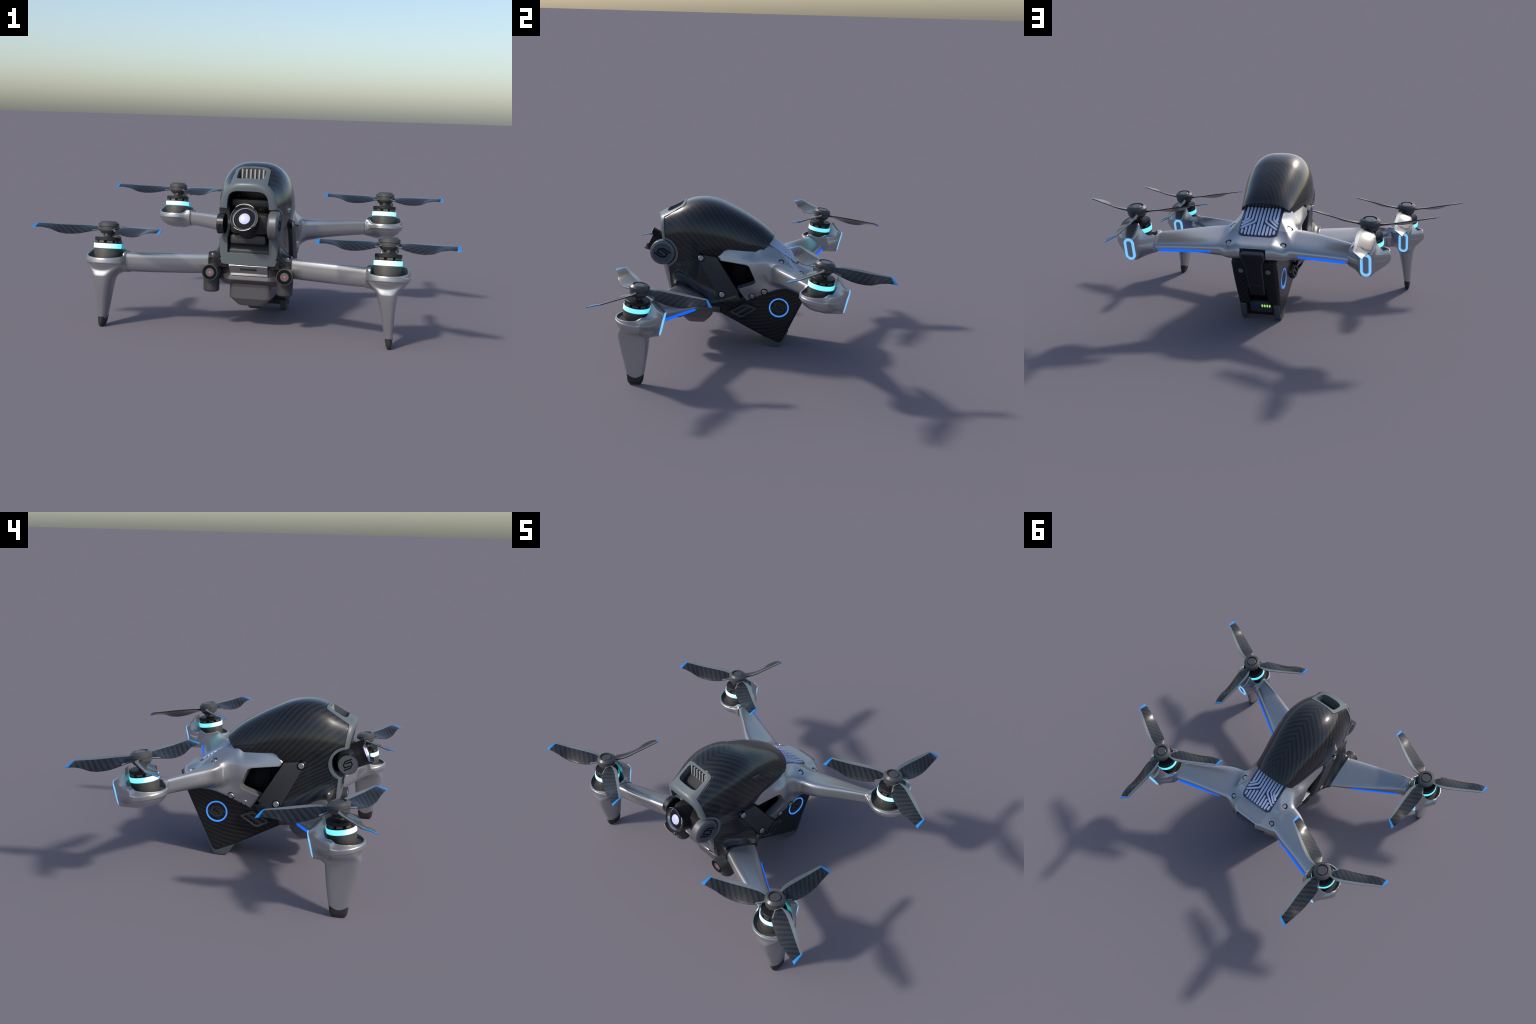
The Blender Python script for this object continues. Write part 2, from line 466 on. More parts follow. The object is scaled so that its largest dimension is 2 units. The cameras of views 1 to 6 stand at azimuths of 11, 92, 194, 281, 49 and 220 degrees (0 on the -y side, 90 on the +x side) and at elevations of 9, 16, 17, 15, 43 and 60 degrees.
PANEL = [(-.208, .530), (-.172, .580), (-.150, .590), (.03, .566), (.10, .57), (.18, .50), (.21, .43), (.19, .385), (-.046, .272), (-.082, .322)]
WINDOW = [(-.26, .504), (-.2, .504), (-.055, .484), (-.040, .477), (-.004, .398), (-.010, .388), (-.026, .380), (-.085, .357), (-.16, .33), (-.24, .38)]
def side_panel(x, y, z):
    ax = np.abs(x)
    X = spl(z, (.25, .30, .36, .42, .50, .56, .61), (.138, .150, .169, .180, .177, .162, .140))
    X = X - .028 * sstep(-.13, .05, y) * sstep(.50, .56, z) - .035 * sstep(-.03, .12, y) * sstep(.33, .42, z)
    f = np.maximum(ax - X, X - .045 - ax)
    f = smax(f, poly(y, z, PANEL), .012)
    return f

SCREWS = (((.1525, .139, .508), (.42, .50, .76)), ((.144, .2515, .441), (.22, .32, .92)))
def rear_skin(x, y, z):
    ax = np.abs(x)
    f = smin(centre_block(x, y, z), side_panel(x, y, z), .045)
    f = smin(f, arm_rear(ax, y, z), .045)
    f = np.maximum(f, ax - .507)
    win = poly(y, z, WINDOW) - .010
    f = np.maximum(f, -np.maximum(win + (.19 - ax) * .2, .10 - ax))
    # recess for the patterned pad
    u = (y - .155) * .829 - (z - .5297) * .559; v = (y - .155) * .559 + (z - .5297) * .829
    f = np.maximum(f, -np.maximum((se(x / .106, (u + .02) / .112, 8) - 1) * .1, -(v + .004)))
    # latch slot at the back edge
    return np.maximum(f, -np.maximum(np.maximum(ax - .068, .292 - y), z - .441))
def on_deck(p, n, f=None):
    p = np.array(p, float); n = np.array(n, float); n /= np.linalg.norm(n)
    for _ in range(25): p = p - n * float(rear_skin(*p))
    return Vector(p), Vector(grad(rear_skin, p[None])[0])
SINKS = [on_deck(p, n) for p, n in SCREWS]
def rear_frame(x, y, z):
    f = rear_skin(x, y, z); ax = np.abs(x)
    for p, n in SINKS:                                          # countersinks of the deck screws
        a = (ax - p.x) * n.x + (y - p.y) * n.y + (z - p.z) * n.z
        r = np.sqrt(np.maximum((ax - p.x) ** 2 + (y - p.y) ** 2 + (z - p.z) ** 2 - a * a, 0))
        f = np.maximum(f, -np.maximum(r - .0165, -(a + .007)))
    return f
CX = .006
solid('deck_frame', rear_frame, (-.515, -.25, .255), (.515, .41, .63), .004, M_SILVER, root)

# ------------------------------------------------------------------ pods, legs
TILT = math.atan(.1452)
CT, ST = math.cos(TILT), math.sin(TILT)
NV = Vector((0, ST, CT))
HUB_R = Vector((.601, .3705, .649)); HUB_F = Vector((.681, -.5365, .5182))
def loc(y, z): return CT * y - ST * z, ST * y + CT * z

LAMP = [(-.262, .003), (-.245, .018), (-.22, .042), (-.185, .064), (-.155, .060), (-.125, .037), (-.095, .019), (-.06, .013)]
def lamp_plane(y, z): return y - (.1355 + .097 * (z + .185))
def pod(x, y, z):
    """Motor cup with a rear fin; origin at the propeller hub, axes of the tilted airframe."""
    rho = np.hypot(x, y - .003)
    zz = z - .20 * np.clip(y, -.12, .03)                       # the rim dips towards the front
    cup = np.maximum(rho - (.1008 - .08 * np.maximum(zz + .184, 0)), zz + .163)
    cup = np.maximum(cup, -(z + .205))
    under = (np.sqrt((x / .1008) ** 2 + ((y - .004) / .1015) ** 2 + ((z + .186) / .072) ** 2) - 1) * .072
    under = np.maximum(under, z + .190)
    f = smin(cup, under, .006)
    # fin: flanks run straight from the cup to the slim lamp face
    t = np.clip((.1355 - y) / .0755, 0, 1.25)
    hw = .0275 + t * spl(z, [p[0] for p in LAMP], [p[1] for p in LAMP])
    ztop = spl(y, (.0, .05, .070, .10, .141), (-.064, -.064, -.066, -.092, -.123))
    zbot = spl(y, (-.02, .04, .09, .141), (-.240, -.252, -.252, -.247))
    fin = smax((np.abs(x) - hw) * .8, np.maximum(z - ztop, zbot - z), .014)
    fin = smax(fin, .025 - y, .03)
    return smin(f, fin, .022)
def cavity(x, y, z):
    c = smax(np.hypot(x, y - .003) - .0935, y - .077 + .10 * np.abs(x), .02)
    return np.maximum(c, -(z + .192))

def pod_rear(x, y, z):
    yl, zl = loc(y - HUB_R.y, z - HUB_R.z); xl = x - HUB_R.x
    f = pod(xl, yl, zl)
    f = smin(f, np.maximum(arm_rear(x, y, z), x - .55), .04)
    f = smax(f, lamp_plane(yl, zl), .004)
    f = np.maximum(f, -cavity(xl, yl, zl))
    return np.maximum(f, .5035 - x)

def leg(x, y, z):
    xc = spl(z, (.0, .25, .32), (.7045, .687, .681)); yc = spl(z, (0, .045, .25, .32), (-.563, -.562, -.570, -.572))
    hx = spl(z, (-.01, .0, .012, .045, .25, .28, .30, .34), (.006, .009, .013, .0175, .047, .055, .066, .07))
    hy = spl(z, (-.01, .0, .012, .045, .25, .30, .34), (.024, .030, .037, .043, .078, .082, .085))
    f = (se((x - xc) / hx, (y - yc) / hy, 3.5) - 1) * np.minimum(hx, hy)
    f = smax(f, (z - .276 - .8 * (y + .648)) * .78, .012)      # sloped knee under the cup
    return np.maximum(f, z - .33)

def pod_front(x, y, z):
    yl, zl = loc(y - HUB_F.y, z - HUB_F.z); xl = x - HUB_F.x
    f = pod(xl, yl, zl)
    f = smin(f, leg(x, y, z), .026)
    f = smin(f, np.maximum(arm_front(x, y, z, .004), x - .62), .02)
    f = smax(f, lamp_plane(yl, zl), .004)
    f = np.maximum(f, -cavity(xl, yl, zl))
    f = np.maximum(f, .583 - x)
    tip = .044 - .009 * np.cos((y + .562) * 60)
    return np.maximum(f, tip - z)

def foot_tip(x, y, z):
    tip = .043 - .009 * np.cos((y + .562) * 60)
    return np.maximum(np.maximum(leg(x, y, z), z - tip), -z)

def mirrored(o, name=None):
    m = o.copy(); COL.objects.link(m); D = Matrix.Translation((CX, 0, 0)); m.matrix_basis = D @ Matrix.Scale(-1, 4, (1, 0, 0)) @ D.inverted() @ o.matrix_basis; return m

def arm_piece(x, y, z): return np.maximum(np.maximum(arm_front(x, y, z), .17 - x), x - .60)
CX_R, CX_F = .0036, .0005
CX = .003
mirrored(solid('arm', arm_piece, (.165, -.585, .23), (.605, -.17, .39), .004, M_SILVER, root))
CX = CX_R
mirrored(solid('motor_pod', pod_rear, (.485, .235, .36), (.715, .53, .60), .0035, M_SILVER, root))
CX = CX_F
mirrored(solid('motor_pod', pod_front, (.565, -.70, .02), (.80, -.36, .47), .0035, M_SILVER, root))
CX = .002
mirrored(solid('foot_tip', foot_tip, (.675, -.62, -.008), (.735, -.50, .06), .003, M_RUBBER, root))

# ------------------------------------------------------------------ lamps and light strips
def slot(hw, hh, k=10):
    return [(hw * math.cos(a), (hh - hw) + hw * math.sin(a)) for a in [math.pi * i / k for i in range(k + 1)]] + \
           [(hw * math.cos(a), -(hh - hw) + hw * math.sin(a)) for a in [math.pi + math.pi * i / k for i in range(k + 1)]]
def ring_data(a, b, d0, d1):
    n = len(a)
    V = [(p[0], p[1], d0) for p in a] + [(p[0], p[1], d1) for p in a] + [(p[0], p[1], d0) for p in b] + [(p[0], p[1], d1) for p in b]
    Fc = []
    for i in range(n):
        j = (i + 1) % n
        Fc += [(i, j, n + j, n + i), (2*n + i, 3*n + i, 3*n + j, 2*n + j), (n + i, n + j, 3*n + j, 3*n + i), (i, 2*n + i, 2*n + j, j)]
    return V, Fc
lamp_me = mesh_from('tail_lamp', *ring_data(slot(.0265, .0605), slot(.0145, .048), -.006, .006), bevel=0)
lampin_me = mesh_from('lamp_panel', *prism_data(slot(.0150, .0485), -.006, .0025))
TL = Matrix.Rotation(-TILT, 4, 'X')
def hubM(h): return Matrix.Translation(h) @ TL
for h in (HUB_R, HUB_F):
    CX = CX_R if h is HUB_R else CX_F
    for sx in (1, -1):
        Mx = Matrix.Scale(-1, 4, (1, 0, 0)) if sx < 0 else Matrix.Identity(4)
        M = Mx @ hubM(h) @ frame((0, .1355, -.185), (0, 1, -.097), (-1, 0, 0))
        l = new_obj('tail_lamp', lamp_me, root, M_LAMP, M)
        new_obj('lamp_panel', lampin_me, l, M_LPANEL)

def bar(name, a, b, nrm, w, d, mat):
    a = Vector(a); b = Vector(b); L = (b - a).length
    z = Vector(nrm); e = (b - a).normalized(); z = z - e * z.dot(e); M = frame((a + b) / 2, z, e)
    me = mesh_from(name, *ribbon_data([(-L/2 + w/2, 0), (L/2 - w/2, 0)], w, -d, d), bevel=0)
    return new_obj(name, me, root, mat, M)
CX = .0055
for o in (bar('light_strip', (.566, -.4600, .286), (.315, -.3110, .272), (.53, .85, -.1), .011, .005, M_STRIP),
          bar('light_strip', (.487, .3745, .4185), (.231, .2930, .4060), (-.33, .93, -.4), .009, .005, M_STRIP)):
    mirrored(o)

# ------------------------------------------------------------------ motors and propellers
base_me = lathe('motor', [(0, -.190), (.058, -.190), (.061, -.186), (.0655, -.140), (.0655, -.1345), (0, -.1345)])
ringl_me = lathe('light_ring', [(.05, -.1335), (.0665, -.1335), (.067, -.132), (.067, -.1115), (.0665, -.1105), (.05, -.1105)])
rotor_me = lathe('rotor_plate', [(0, -.0965), (.061, -.0965), (.063, -.094), (.063, -.082), (.061, -.080), (.03, -.079), (0, -.079)])
stat = [lathe_data([(.0, -.1105), (.064, -.1105), (.064, -.1075), (.046, -.107), (.046, -.0965), (0, -.0965)])]
coil = []
for i in range(9):
    a = 2 * math.pi * i / 9
    v, f = box_data((.054, 0, -.102), (.006, .013, .0058))
    coil.append(([(p[0]*math.cos(a) - p[1]*math.sin(a), p[0]*math.sin(a) + p[1]*math.cos(a), p[2]) for p in v], f))
stat_me = mesh_from('stator', *join_data(stat)); coil_me = mesh_from('coils', *join_data(coil), bevel=.001, seg=1)
tabs = [lathe_data([(0, -.081), (.02, -.081), (.02, -.056), (0, -.056)], 32)]
for i in range(3):
    a = 2 * math.pi * i / 3 + .5
    v, f = box_data((.024, 0, -.066), (.006, .007, .006))
    tabs.append(([(p[0]*math.cos(a) - p[1]*math.sin(a), p[0]*math.sin(a) + p[1]*math.cos(a), p[2]) for p in v], f))
shaft_me = mesh_from('motor_shaft', *join_data(tabs))
floor_me = lathe('cup_floor', [(0, -.1915), (.0932, -.1915), (.0932, -.190), (0, -.190)])
hub_me = lathe('propeller', [(0, -.062), (.034, -.062), (.036, -.060), (.0455, -.048), (.0475, -.0335), (.0475, -.0305), (.0455, -.030), (.0455, -.0285),
                             (.0500, -.028), (.0505, -.0272), (.0505, -.0125), (.0400, -.0018), (.0335, -.0006), (.0318, -.011), (0, -.011)])
button_me = lathe('hub_button', [(0, -.012), (.0262, -.012), (.0262, -.0042), (.0245, -.003), (0, -.0028)], 48)

# blade stations: leading edge (r, c, z) and trailing edge (r, c, z), in the hub frame
LEAD = [(.030, .012, -.036), (.050, .021, -.033), (.070, .032, -.029), (.090, .039, -.0265), (.12, .0420, -.0255), (.155, .0405, -.025), (.20, .0380, -.0255),
        (.24, .0345, -.0270), (.28, .0310, -.0280), (.318, .0280, -.0288), (.331, .0270, -.029), (.340, .0205, -.031)]
TRAIL = [(.030, -.012, -.044), (.046, -.016, -.046), (.066, -.029, -.050), (.09, -.041, -.0555), (.125, -.0435, -.0645), (.16, -.0420, -.0710), (.205, -.0405, -.0735),
         (.245, -.038, -.0680), (.28, -.036, -.0550), (.322, -.030, -.0487), (.354, -.0225, -.0502), (.3675, -.0215, -.0505)]
def blade_meshes():
    """One cambered blade; returns faces split into skin, leading edge and tip, sharing border vertices and normals."""
    tt = np.linspace(0, len(LEAD) - 1, 56)
    k = np.arange(len(LEAD))
    Lc = np.stack([spl(tt, k, [p[i] for p in LEAD]) for i in range(3)], 1)
    Tc = np.stack([spl(tt, k, [p[i] for p in TRAIL]) for i in range(3)], 1)
    nc = 18; cs = np.linspace(0, 1, nc + 1)
    cs = np.sort(np.append(cs, [.20]))
    nc = len(cs) - 1; nr = len(tt)
    V = []
    chord = np.linalg.norm(Lc - Tc, axis=1)
    for side in (1, -1):
        for i in range(nr):
            for c in cs:
                p = Lc[i] * (1 - c) + Tc[i] * c
                th = (.0016 + .0018 * (1 - c) ** 2 + .0018 * math.sqrt(max(0, 1 - (2 * c - 1) ** 2))) * (1 - .4 * i / nr)
                if i < 8: th *= 1.0 + 1.2 * (1 - i / 8)
                cam = .035 * chord[i] * 4 * c * (1 - c) * (1 - .5 * i / nr)
                bow = .010 * math.sin(math.pi * min(1, c * 1.0)) * 0
                V.append((p[0], p[1], p[2] + cam + side * th + bow))
    def vid(s, i, j): return (0 if s > 0 else nr * (nc + 1)) + i * (nc + 1) + j
    Fc = []; tag = []
    for i in range(nr - 1):
        for j in range(nc):
            g = 'blade_tip' if tt[i] > 9.62 else ('leading_edge' if cs[j] < .195 or (cs[j] > .87 and tt[i] < 2.7) or tt[i] < 1.2 else 'blade')
            Fc.append((vid(1, i, j), vid(1, i + 1, j), vid(1, i + 1, j + 1), vid(1, i, j + 1))); tag.append(g)
            Fc.append((vid(-1, i, j + 1), vid(-1, i + 1, j + 1), vid(-1, i + 1, j), vid(-1, i, j))); tag.append('blade' if g == 'leading_edge' else g)
    for i in range(nr - 1):
        g = 'blade_tip' if tt[i] > 9.62 else 'blade'
        Fc.append((vid(-1, i, 0), vid(-1, i + 1, 0), vid(1, i + 1, 0), vid(1, i, 0))); tag.append(g)
        g = 'blade_tip' if tt[i] > 9.62 else 'blade'
        Fc.append((vid(1, i, nc), vid(1, i + 1, nc), vid(-1, i + 1, nc), vid(-1, i, nc))); tag.append(g)
    for j in range(nc):
        Fc.append((vid(1, nr - 1, j), vid(-1, nr - 1, j), vid(-1, nr - 1, j + 1), vid(1, nr - 1, j + 1))); tag.append('blade_tip')
    out = {}
    for name in ('blade', 'leading_edge', 'blade_tip'):
        fs = [f for f, t in zip(Fc, tag) if t == name]
        used = sorted({i for f in fs for i in f}); mp = {u: n for n, u in enumerate(used)}
        me = mesh_from(name, [V[u] for u in used], [tuple(mp[i] for i in f) for f in fs], angle=50)
        out[name] = me
    return out
BM = blade_meshes()
BMAT = {'blade': M_BLADE, 'leading_edge': M_EDGE, 'blade_tip': M_BLUE}
for h in (HUB_R, HUB_F):
    CX = CX_R if h is HUB_R else CX_F
    for sx in (1, -1):
        Mx = Matrix.Scale(-1, 4, (1, 0, 0)) if sx < 0 else Matrix.Identity(4)
        M = Mx @ hubM(h)
        mo = new_obj('motor', base_me, root, M_BASE, M)
        new_obj('light_ring', ringl_me, mo, M_RING); new_obj('rotor_plate', rotor_me, mo, M_DARK)
        new_obj('stator', stat_me, mo, M_DARK); new_obj('coils', coil_me, mo, M_BASE)['kind'] = 'stuff'; new_obj('motor_shaft', shaft_me, mo, M_HUB)
        new_obj('cup_floor', floor_me, root, M_FLOOR, M)
        pr = new_obj('propeller', hub_me, root, M_HUB, M)
        new_obj('hub_button', button_me, pr, M_HUB)
        R = Matrix.Rotation(math.radians(-26.6), 4, 'Z'); R2 = Matrix.Rotation(math.radians(90.6), 4, 'Z')
        for Mb in (R, R2, Matrix.Scale(-1, 4, (1, 0, 0)) @ R):
            for nme, me in BM.items(): new_obj(nme, me, pr, BMAT[nme], Mb)

# ------------------------------------------------------------------ battery
CX = .007
def battery(x, y, z):
    side = [(-.245, .215), (-.19, .27), (-.04, .30), (.17, .40), (.262, .400), (.305, .362), (.298, .345), (.160, .034), (.144, .021), (.130, .020), (.043, .060)]
    f = poly(y, z, side)
    w = .112 + .009 * sstep(.05, .3, z)
    f = smax(f, np.abs(x) - w, .016)
    # recess in the lower back for the status panel
    bk = y - (.157 + .45 * (z - .029)) + .0
    f = np.maximum(f, -np.maximum(np.maximum(np.abs(x) - .050, -(bk + .065)), np.maximum(z - .20, .100 - z)))
    f = np.maximum(f, -np.maximum(np.maximum(np.abs(x) - .066, -(bk + .020)), z - .104))
    return f
solid('battery', battery, (-.13, -.255, .01), (.13, .335, .41), .004, M_BATT, root)
BN = Vector((0, .912, -.410))                         # outward normal of the battery's back
def backM(z, off=0.0): return frame(Vector((0, .157 + .45 * (z - .029), z)) + BN * off, BN, (-1, 0, 0))
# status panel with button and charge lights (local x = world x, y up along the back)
Mb = backM(.070, 0)
st = new_obj('status_panel', prism('status_panel', round_poly([(-.063, -.036), (.063, -.036), (.063, .034), (-.063, .034)], .012), -.03, -.012), root, M_HUB, Mb)
new_obj('power_button', prism('power_button', round_poly([(-.052, .0), (-.006, .0), (-.006, .024), (-.052, .024)], .007), -.016, -.0095, .001), st, M_NAVY)
led_me = prism('charge_light', slot(.0038, .0085, 6), -.016, -.0095, 0)
for i in range(4):
    new_obj('charge_light', led_me, st, None, Matrix.Translation((.010 + .0135 * i, .010, 0)))
led_me.materials.append(M_GREEN)
# latch handle
T = [(-.066, .012), (-.066, -.020), (-.050, -.045), (-.0485, -.06), (-.0405, -.256), (-.034, -.262)]
pts = [(p[0], p[1]) for p in T] + [(-p[0], p[1]) for p in T[::-1]] + [(.056, .022), (-.056, .022)]
Ml = backM(.402, -.012)
lt = new_obj('latch', prism('latch', round_poly(pts, .008), -.02, .019, .004), root, M_GUN, Ml)
inner = [(p[0] * .86, p[1] * .985 - .002 if p[1] < 0 else p[1] - .008) for p in pts]
new_obj('latch_pad', prism('latch_pad', round_poly(inner, .008), .0, .0205, .001), lt, M_DARK)
new_obj('latch_line', prism('latch_line', [(-.040, -.192), (.040, -.192), (.040, -.189), (-.040, -.189)], .0, .0215, 0), lt, M_GUN)
dot = lathe('contact_dot', [(0, -.004), (.0135, -.004), (.0135, .0015), (0, .0015)], 32)
for sx in (1, -1): new_obj('contact_dot', dot, root, M_INSET, backM(.310) @ Matrix.Translation((sx * .073, 0, 0)))
# rubber feet
ft = [(.040, .062), (.076, .008), (.088, .0005), (.140, .0005), (.151, .006), (.170, .045), (.191, .096), (.182, .102), (.14, .055), (.12, .035)]
for sx in (1, -1):
    me = prism('foot', [(p[0], p[1]) for p in round_poly(ft, .008)], -.0165, .0165, .008, 3)
    new_obj('foot', me, root, M_FOOT, Matrix(((0, 0, 1, sx * .0915), (1, 0, 0, 0), (0, 1, 0, 0), (0, 0, 0, 1))))

# marks: two interlocking hooks that read the same from either side
S1 = [(.97, -.02), (.18, .53), (-.38, .46), (-.60, .12), (.07, -.33)]
def glyph(k):
    return join_data([ribbon_data([(p[0] * k, p[1] * k) for p in S1], .17 * k, -.003, .0012, False),
                      ribbon_data([(-p[0] * k, -p[1] * k) for p in S1], .17 * k, -.003, .0012, False)])
circ = lambda r, n=64: [(r * math.cos(2*math.pi*i/n), r * math.sin(2*math.pi*i/n)) for i in range(n)]
lring = mesh_from('logo_ring', *ring_data(circ(.0555), circ(.048), -.004, .0012))
lmark = mesh_from('logo_mark', *glyph(.047))
for sx in (1, -1):
    # local x runs to the viewer's right when seen from outside
    M = frame((sx * .1198, .1337, .2345), (sx, 0, 0), (0, sx, 0))
    l = new_obj('logo_ring', lring, root, M_LOGO, M)
    new_obj('logo_mark', lmark, l, M_PLATE)

# side buckles between body and battery
A, B_, C_, D_ = (-.148, .205), (-.058, .257), (.018, .231), (-.077, .170)
cc = Vector(((A[0] + C_[0]) / 2, (A[1] + C_[1]) / 2))
bp = [Vector(p) - cc for p in (A, B_, C_, D_)]
for sx in (1, -1):
    M = Matrix(((0, 0, sx, 0), (1, 0, 0, cc.x), (0, 1, 0, cc.y), (0, 0, 0, 1)))
    b = new_obj('buckle', prism('buckle', [tuple(p * 1.08) for p in bp], .10, .130, .002), root, M_DARK, M)
    fr = round_poly([tuple(p * .92) for p in bp], .016); fi = round_poly([tuple(p * .74) for p in bp], .012)
    new_obj('buckle_frame', mesh_from('buckle_frame', *ring_data(fr, fi, .12, .139)), b, M_HUB)
    mid = [(bp[0] + bp[3]) / 2 * .8, (bp[1] + bp[2]) / 2 * .8]
    new_obj('buckle_bar', mesh_from('buckle_bar', *ribbon_data([tuple(m) for m in mid], .012, .12, .137)), b, M_PLATE)

# ------------------------------------------------------------------ strut plates and bolts
PL = round_poly([(-.326, .545), (-.212, .528), (-.0874, .3245), (-.190, .286)], [.022, .004, .004, .016])
bolt_me = lathe('bolt', [(0, -.01), (.0155, -.01), (.0155, .001), (.013, .004), (0, .0045)], 32)
seat_me = lathe('bolt_seat', [(0, -.01), (.0205, -.01), (.0205, .0006), (0, .0006)], 32)
def bolt(p, n, k=1.0, mat=M_STEEL, parent=root):
    M = frame(p, n, (0, 1, 0)) @ Matrix.Scale(k, 4)
    s = new_obj('bolt_seat', seat_me, parent, M_BLACK, M); new_obj('bolt', bolt_me, s, mat)
for sx in (1, -1):
    M = Matrix(((0, 0, sx, 0), (1, 0, 0, 0), (0, 1, 0, 0), (0, 0, 0, 1)))
    new_obj('strut_plate', prism('strut_plate', PL, .150, .1825, .0015), root, M_PLATE, M)
    bolt((sx * .1825, -.298, .522), (sx, 0, 0)); bolt((sx * .1825, -.180, .318), (sx, 0, 0))
    for p in ((.153, -.016, .3053), (.163, .0516, .336)):
        q, g = on_deck(p, (1, 0, 0)); bolt((sx * q.x, q.y, q.z), (sx * g.x, g.y, g.z), .95)
    for q, g in SINKS:
        q = q - g * .0055; bolt((sx * q.x, q.y, q.z), (sx * g.x, g.y, g.z), .8, M_INSET)

# ------------------------------------------------------------------ patterned pad on the rear deck
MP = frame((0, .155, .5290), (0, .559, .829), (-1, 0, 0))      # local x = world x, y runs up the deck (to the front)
pad = round_poly([(-.101, -.088), (.101, -.088), (.101, .13), (-.101, .13)], [.026, .026, .002, .002])
pd = new_obj('deck_pad', prism('deck_pad', pad, -.02, .0025, .002), root, M_PAD, MP)
X = lambda i: .0855 - .019 * i
W = lambda q: .098 - .178 * q           # q = 0 front .. 1 back
lines = [[(X(i), W(-.1)), (X(i), W(.98))] for i in (4, 5)]
for m in (1, -1):
    k = lambda i: X(i) * m
    lines += [[(k(0), W(-.1)), (k(0), W(.44))],
              [(k(1), W(-.1)), (k(1), W(.36)), (X(1)*m + m*.004, W(.40)), (m * .093, W(.53))],
              [(k(2), W(-.1)), (k(2), W(.38)), (X(2)*m + m*.004, W(.42)), (m * .093, W(.64))],
              [(k(3), W(-.1)), (k(3), W(.46)), (X(3)*m + m*.005, W(.51)), (m * .092, W(.75))],
              [(k(3), W(.62)), (k(3), W(.98))], [(k(2), W(.68)), (k(2), W(.98))], [(k(1), W(.75)), (k(1), W(.97))], [(k(0), W(.83)), (k(0), W(.93))]]
pl = new_obj('pad_lines', mesh_from('pad_lines', *join_data([ribbon_data(l, .0108, .0, .0095) for l in lines])), pd, M_PADL)
pl['kind'] = 'stuff'

# ------------------------------------------------------------------ camera and gimbal
def lx(p0, x, ang=0): return frame(p0, (1 if x > 0 else -1, 0, 0), (0, math.cos(ang) * x, math.sin(ang)))
gm = new_obj('gimbal_motor', lathe('gimbal_motor', [(0, -.05), (.062, -.05), (.0665, -.046), (.069, -.040), (.069, -.010), (.067, -.006), (.056, .000), (.0535, .0008), (.0525, -.001), (0, -.001)], 72), root, M_PLATE, lx((.155, GY, GZ), 1))
gm.data.materials.clear(); gm.data.materials.append(M_GIMBAL)
new_obj('motor_disc', lathe('motor_disc', [(0, -.004), (.0522, -.004), (.0522, -.0002), (0, -.0002)], 64), gm, M_FACE)
new_obj('motor_mark', mesh_from('motor_mark', *glyph(.045)), gm, M_BLACK)
gl = new_obj('gimbal_joint', lathe('gimbal_joint', [(0, -.034), (.046, -.034), (.050, -.031), (.050, -.002), (.049, 0), (.0485, .0), (.0475, -.001), (0, -.001)], 64), root, M_BARREL, lx((-.1405, -.519, .5345), -1))
new_obj('joint_disc', lathe('joint_disc', [(0, -.004), (.047, -.004), (.047, .001), (0, .001)], 48), gl, M_GIMBAL)
new_obj('joint_mark', mesh_from('joint_mark', *glyph(.036)), gl, M_BLACK, Matrix.Rotation(math.radians(60), 4, 'Z'))
new_obj('gimbal_axle', lathe('gimbal_axle', [(0, -.11), (.036, -.11), (.036, .0), (.047, .02), (.047, .11), (0, .11)], 48), root, M_DARK, frame((0, GY, GZ), (1, 0, 0)))
# lens barrel, tilted up
LD = Vector((0, -.912, .41)); ML = frame(Vector((.0, -.597, .574)), LD, (1, 0, 0))
bar_me = lathe('camera_barrel', [(0, -.172), (.045, -.172), (.058, -.158), (.062, -.150), (.0625, -.02), (.0625, -.004), (.0545, -.006), (.0545, -.014), (0, -.014)], 72)
cam = new_obj('camera_barrel', bar_me, root, M_DARK, ML)
new_obj('lens_ring', lathe('lens_ring', [(.047, -.012), (.0545, -.008), (.0545, -.004), (.0525, -.003), (.050, -.006), (.046, -.013)], 72), cam, M_RIM)
new_obj('lens_glass', lathe('lens_glass', [(.05, -.013), (.040, -.011), (.028, -.0095), (0, -.009)], 64), cam, M_BLACK)
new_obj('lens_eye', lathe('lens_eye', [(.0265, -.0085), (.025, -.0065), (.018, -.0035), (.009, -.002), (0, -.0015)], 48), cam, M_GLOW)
# petal hood: edge swings forward above and below, back at the sides
V = []; Fc = []; sg = 96
def hood(a):
    s = abs(math.sin(a)); return .0 + .015 * (1 / (1 + math.exp(-(s - .70) * 40)))
for i in range(sg):
    a = 2 * math.pi * i / sg
    for r, zz in ((.0620, -.03), (.0655, hood(a) - .004), (.0665, hood(a) - .001), (.0658, hood(a)), (.0635, hood(a)), (.058, -.012)):
        V.append((r * math.cos(a), r * math.sin(a), zz))
for i in range(sg):
    j = (i + 1) % sg
    for k in range(5): Fc.append((i * 6 + k, j * 6 + k, j * 6 + k + 1, i * 6 + k + 1))
new_obj('lens_hood', mesh_from('lens_hood', V, Fc, angle=40), cam, M_DARK)
V = []; Fc = []
for i in range(sg):
    a = 2 * math.pi * i / sg; zz = hood(a)
    V += [(r * math.cos(a), r * math.sin(a), zz + d) for r, d in ((.0664, -.0006), (.0655, .0008), (.0640, .0006), (.0636, -.0006))]
for i in range(sg):
    j = (i + 1) % sg
    if hood(2 * math.pi * i / sg) < .013 or hood(2 * math.pi * j / sg) < .013: continue
    for k in range(3): Fc.append((i * 4 + k, j * 4 + k, j * 4 + k + 1, i * 4 + k + 1))
new_obj('hood_edge_glint', mesh_from('hood_edge_glint', V, Fc), cam, M_RIM)  # white highlight on the glossy petal edges, modelled as bright metal arcs
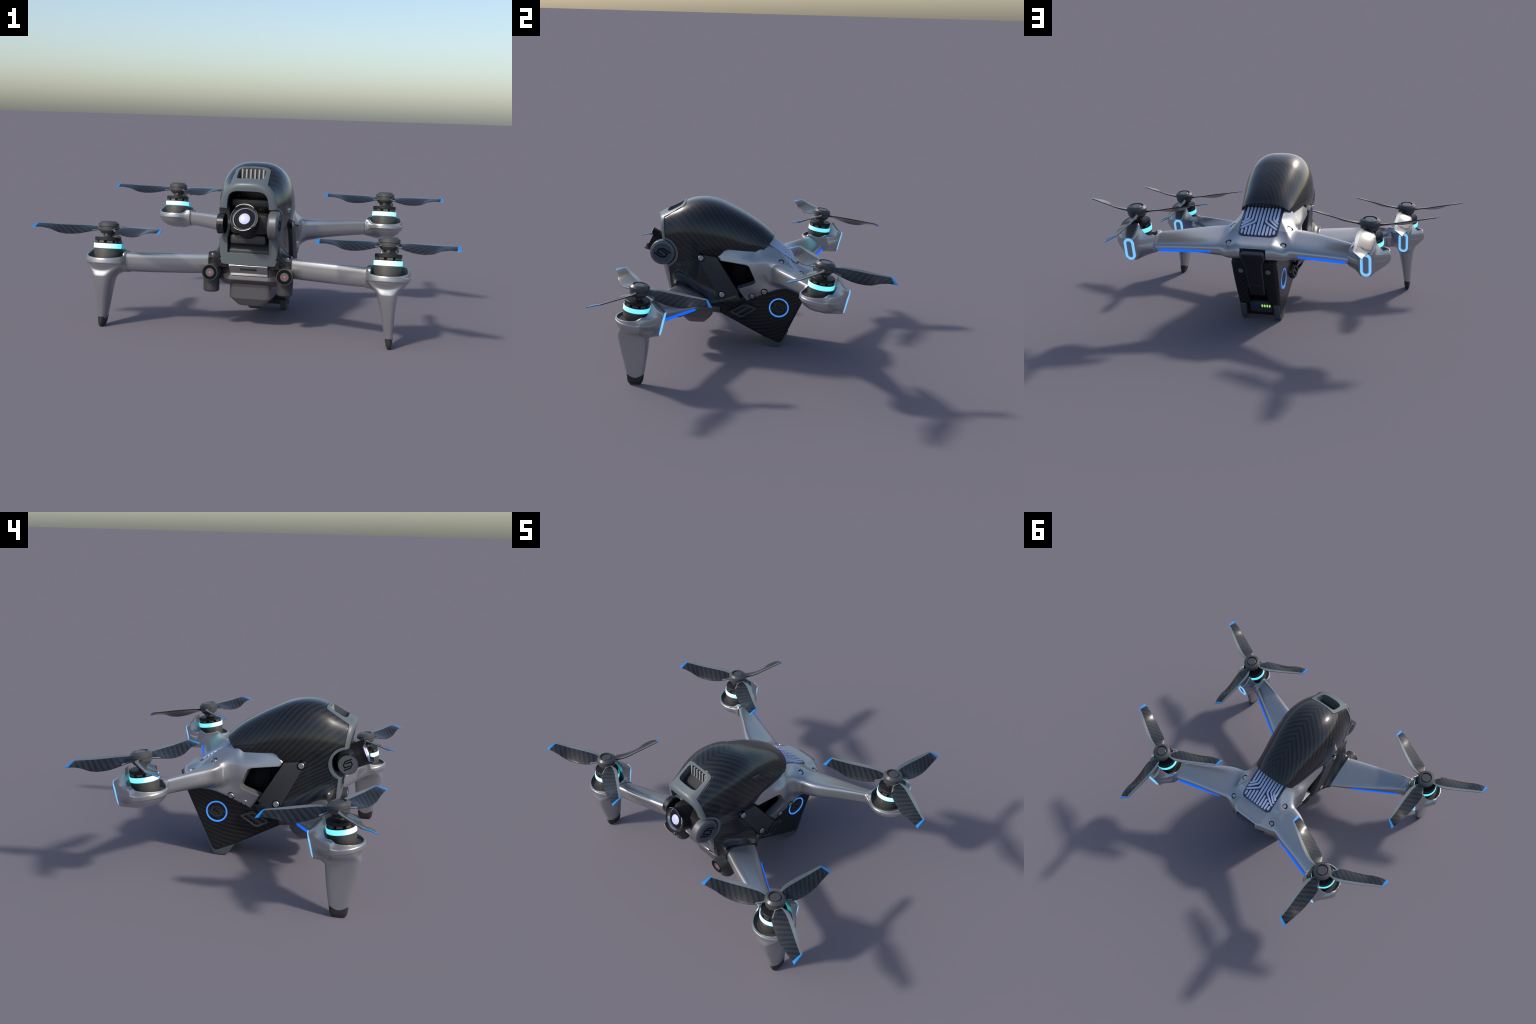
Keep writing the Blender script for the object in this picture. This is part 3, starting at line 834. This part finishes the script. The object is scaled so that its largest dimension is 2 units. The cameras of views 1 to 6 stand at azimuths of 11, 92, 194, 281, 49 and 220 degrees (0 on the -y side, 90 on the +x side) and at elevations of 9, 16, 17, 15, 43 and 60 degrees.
bx('camera_body', (.012, -.498, .540), (.092, .045, .050), M_DARK, bevel=.02)
bay_floor = [(-.470, .385), (-.470, .402), (-.44, .436), (-.34, .436), (-.34, .385)]
new_obj('bay_floor', prism('bay_floor', bay_floor, -.0995, .0995, .002), root, M_PLATE, Matrix(((0, 0, 1, 0), (1, 0, 0, 0), (0, 1, 0, 0), (0, 0, 0, 1))))
bx('camera_tray', (.0, -.460, .460), (.088, .042, .023), M_PLATE, bevel=.012)

# ------------------------------------------------------------------ nose: bar, sensors, belly camera
pb = [(-.0985, .035), (.0985, .035), (.0965, -.034), (-.0965, -.034)]
MN = frame((0, -.458, .3005), (0, -.82, -.57), (1, 0, 0))
nb = new_obj('nose_bar', prism('nose_bar', round_poly(pb, .006), -.04, .003, .005, 3), root, M_BAR, MN)
new_obj('nose_slot', prism('nose_slot', [(-.042, .004), (.042, .004), (.042, .022), (-.042, .022)], -.01, .0045, .002), nb, M_PLATE)
def chin(x, y, z):
    ax = np.abs(x)
    bow = .035 * sstep(.09, .17, ax)
    f = poly(y - bow, z, [(-.452, .270), (-.454, .252), (-.44, .243), (-.40, .218), (-.20, .19), (-.20, .33), (-.42, .333), (-.435, .325), (-.435, .276)])
    return smax(f, ax - .168 + .7 * np.maximum(.25 - z, 0), .012)
solid('chin', chin, (-.18, -.50, .17), (.18, -.19, .36), .004, M_NOSE, root)
def belly(x, y, z):
    ax = np.abs(x)
    w = .108 - .95 * np.maximum(.155 - z, 0)
    yf = -.412 + .62 * np.maximum(.152 - z, 0)
    f = smax(ax - w, yf - y, .035)
    return smax(smax(f, .111 - z, .008), np.maximum(z - .24, y + .24 + .8 * np.maximum(.175 - z, 0)), .01)
solid('belly_camera', belly, (-.12, -.43, .10), (.12, -.22, .25), .004, M_NOSE, root)
tof_me = lathe('sensor', [(0, -.10), (.040, -.10), (.040, -.004), (.0385, .0), (.0365, .0), (.036, -.003), (0, -.003)], 64)
leg_me = lathe('sensor_post', [(0, -.08), (.035, -.08), (.0395, -.074), (.0395, .03), (0, .03)], 64)
face_me = lathe('sensor_face', [(0, -.003), (.0205, -.003), (.0205, -.0012), (.0085, -.0012), (.0085, -.0018), (0, -.0018)], 48)
dot_me = lathe('sensor_dot', [(0, -.004), (.0048, -.004), (.0048, -.0010), (0, -.0010)], 32)
for sx in (1, -1):
    s = new_obj('sensor', tof_me, root, M_PLATE, frame((sx * .1845, -.4993, .2887), (sx * .05, -1, .02), (1, 0, 0)))
    new_obj('sensor_rim', lathe('sensor_rim', [(.0355, -.003), (.0365, .0008), (.0395, .0006), (.0405, -.003)], 64), s, M_GUN)
    new_obj('sensor_well', lathe('sensor_well', [(0, -.003), (.0362, -.003), (.0362, -.002), (0, -.002)], 48), s, M_BLACK); new_obj('sensor_face', face_me, s, M_GIMBAL); new_obj('sensor_dot', dot_me, s, M_RED)
    new_obj('sensor_post', leg_me, s, M_PLATE, s.matrix_basis.inverted() @ Matrix.Translation((sx * .1845, -.430, .266)))
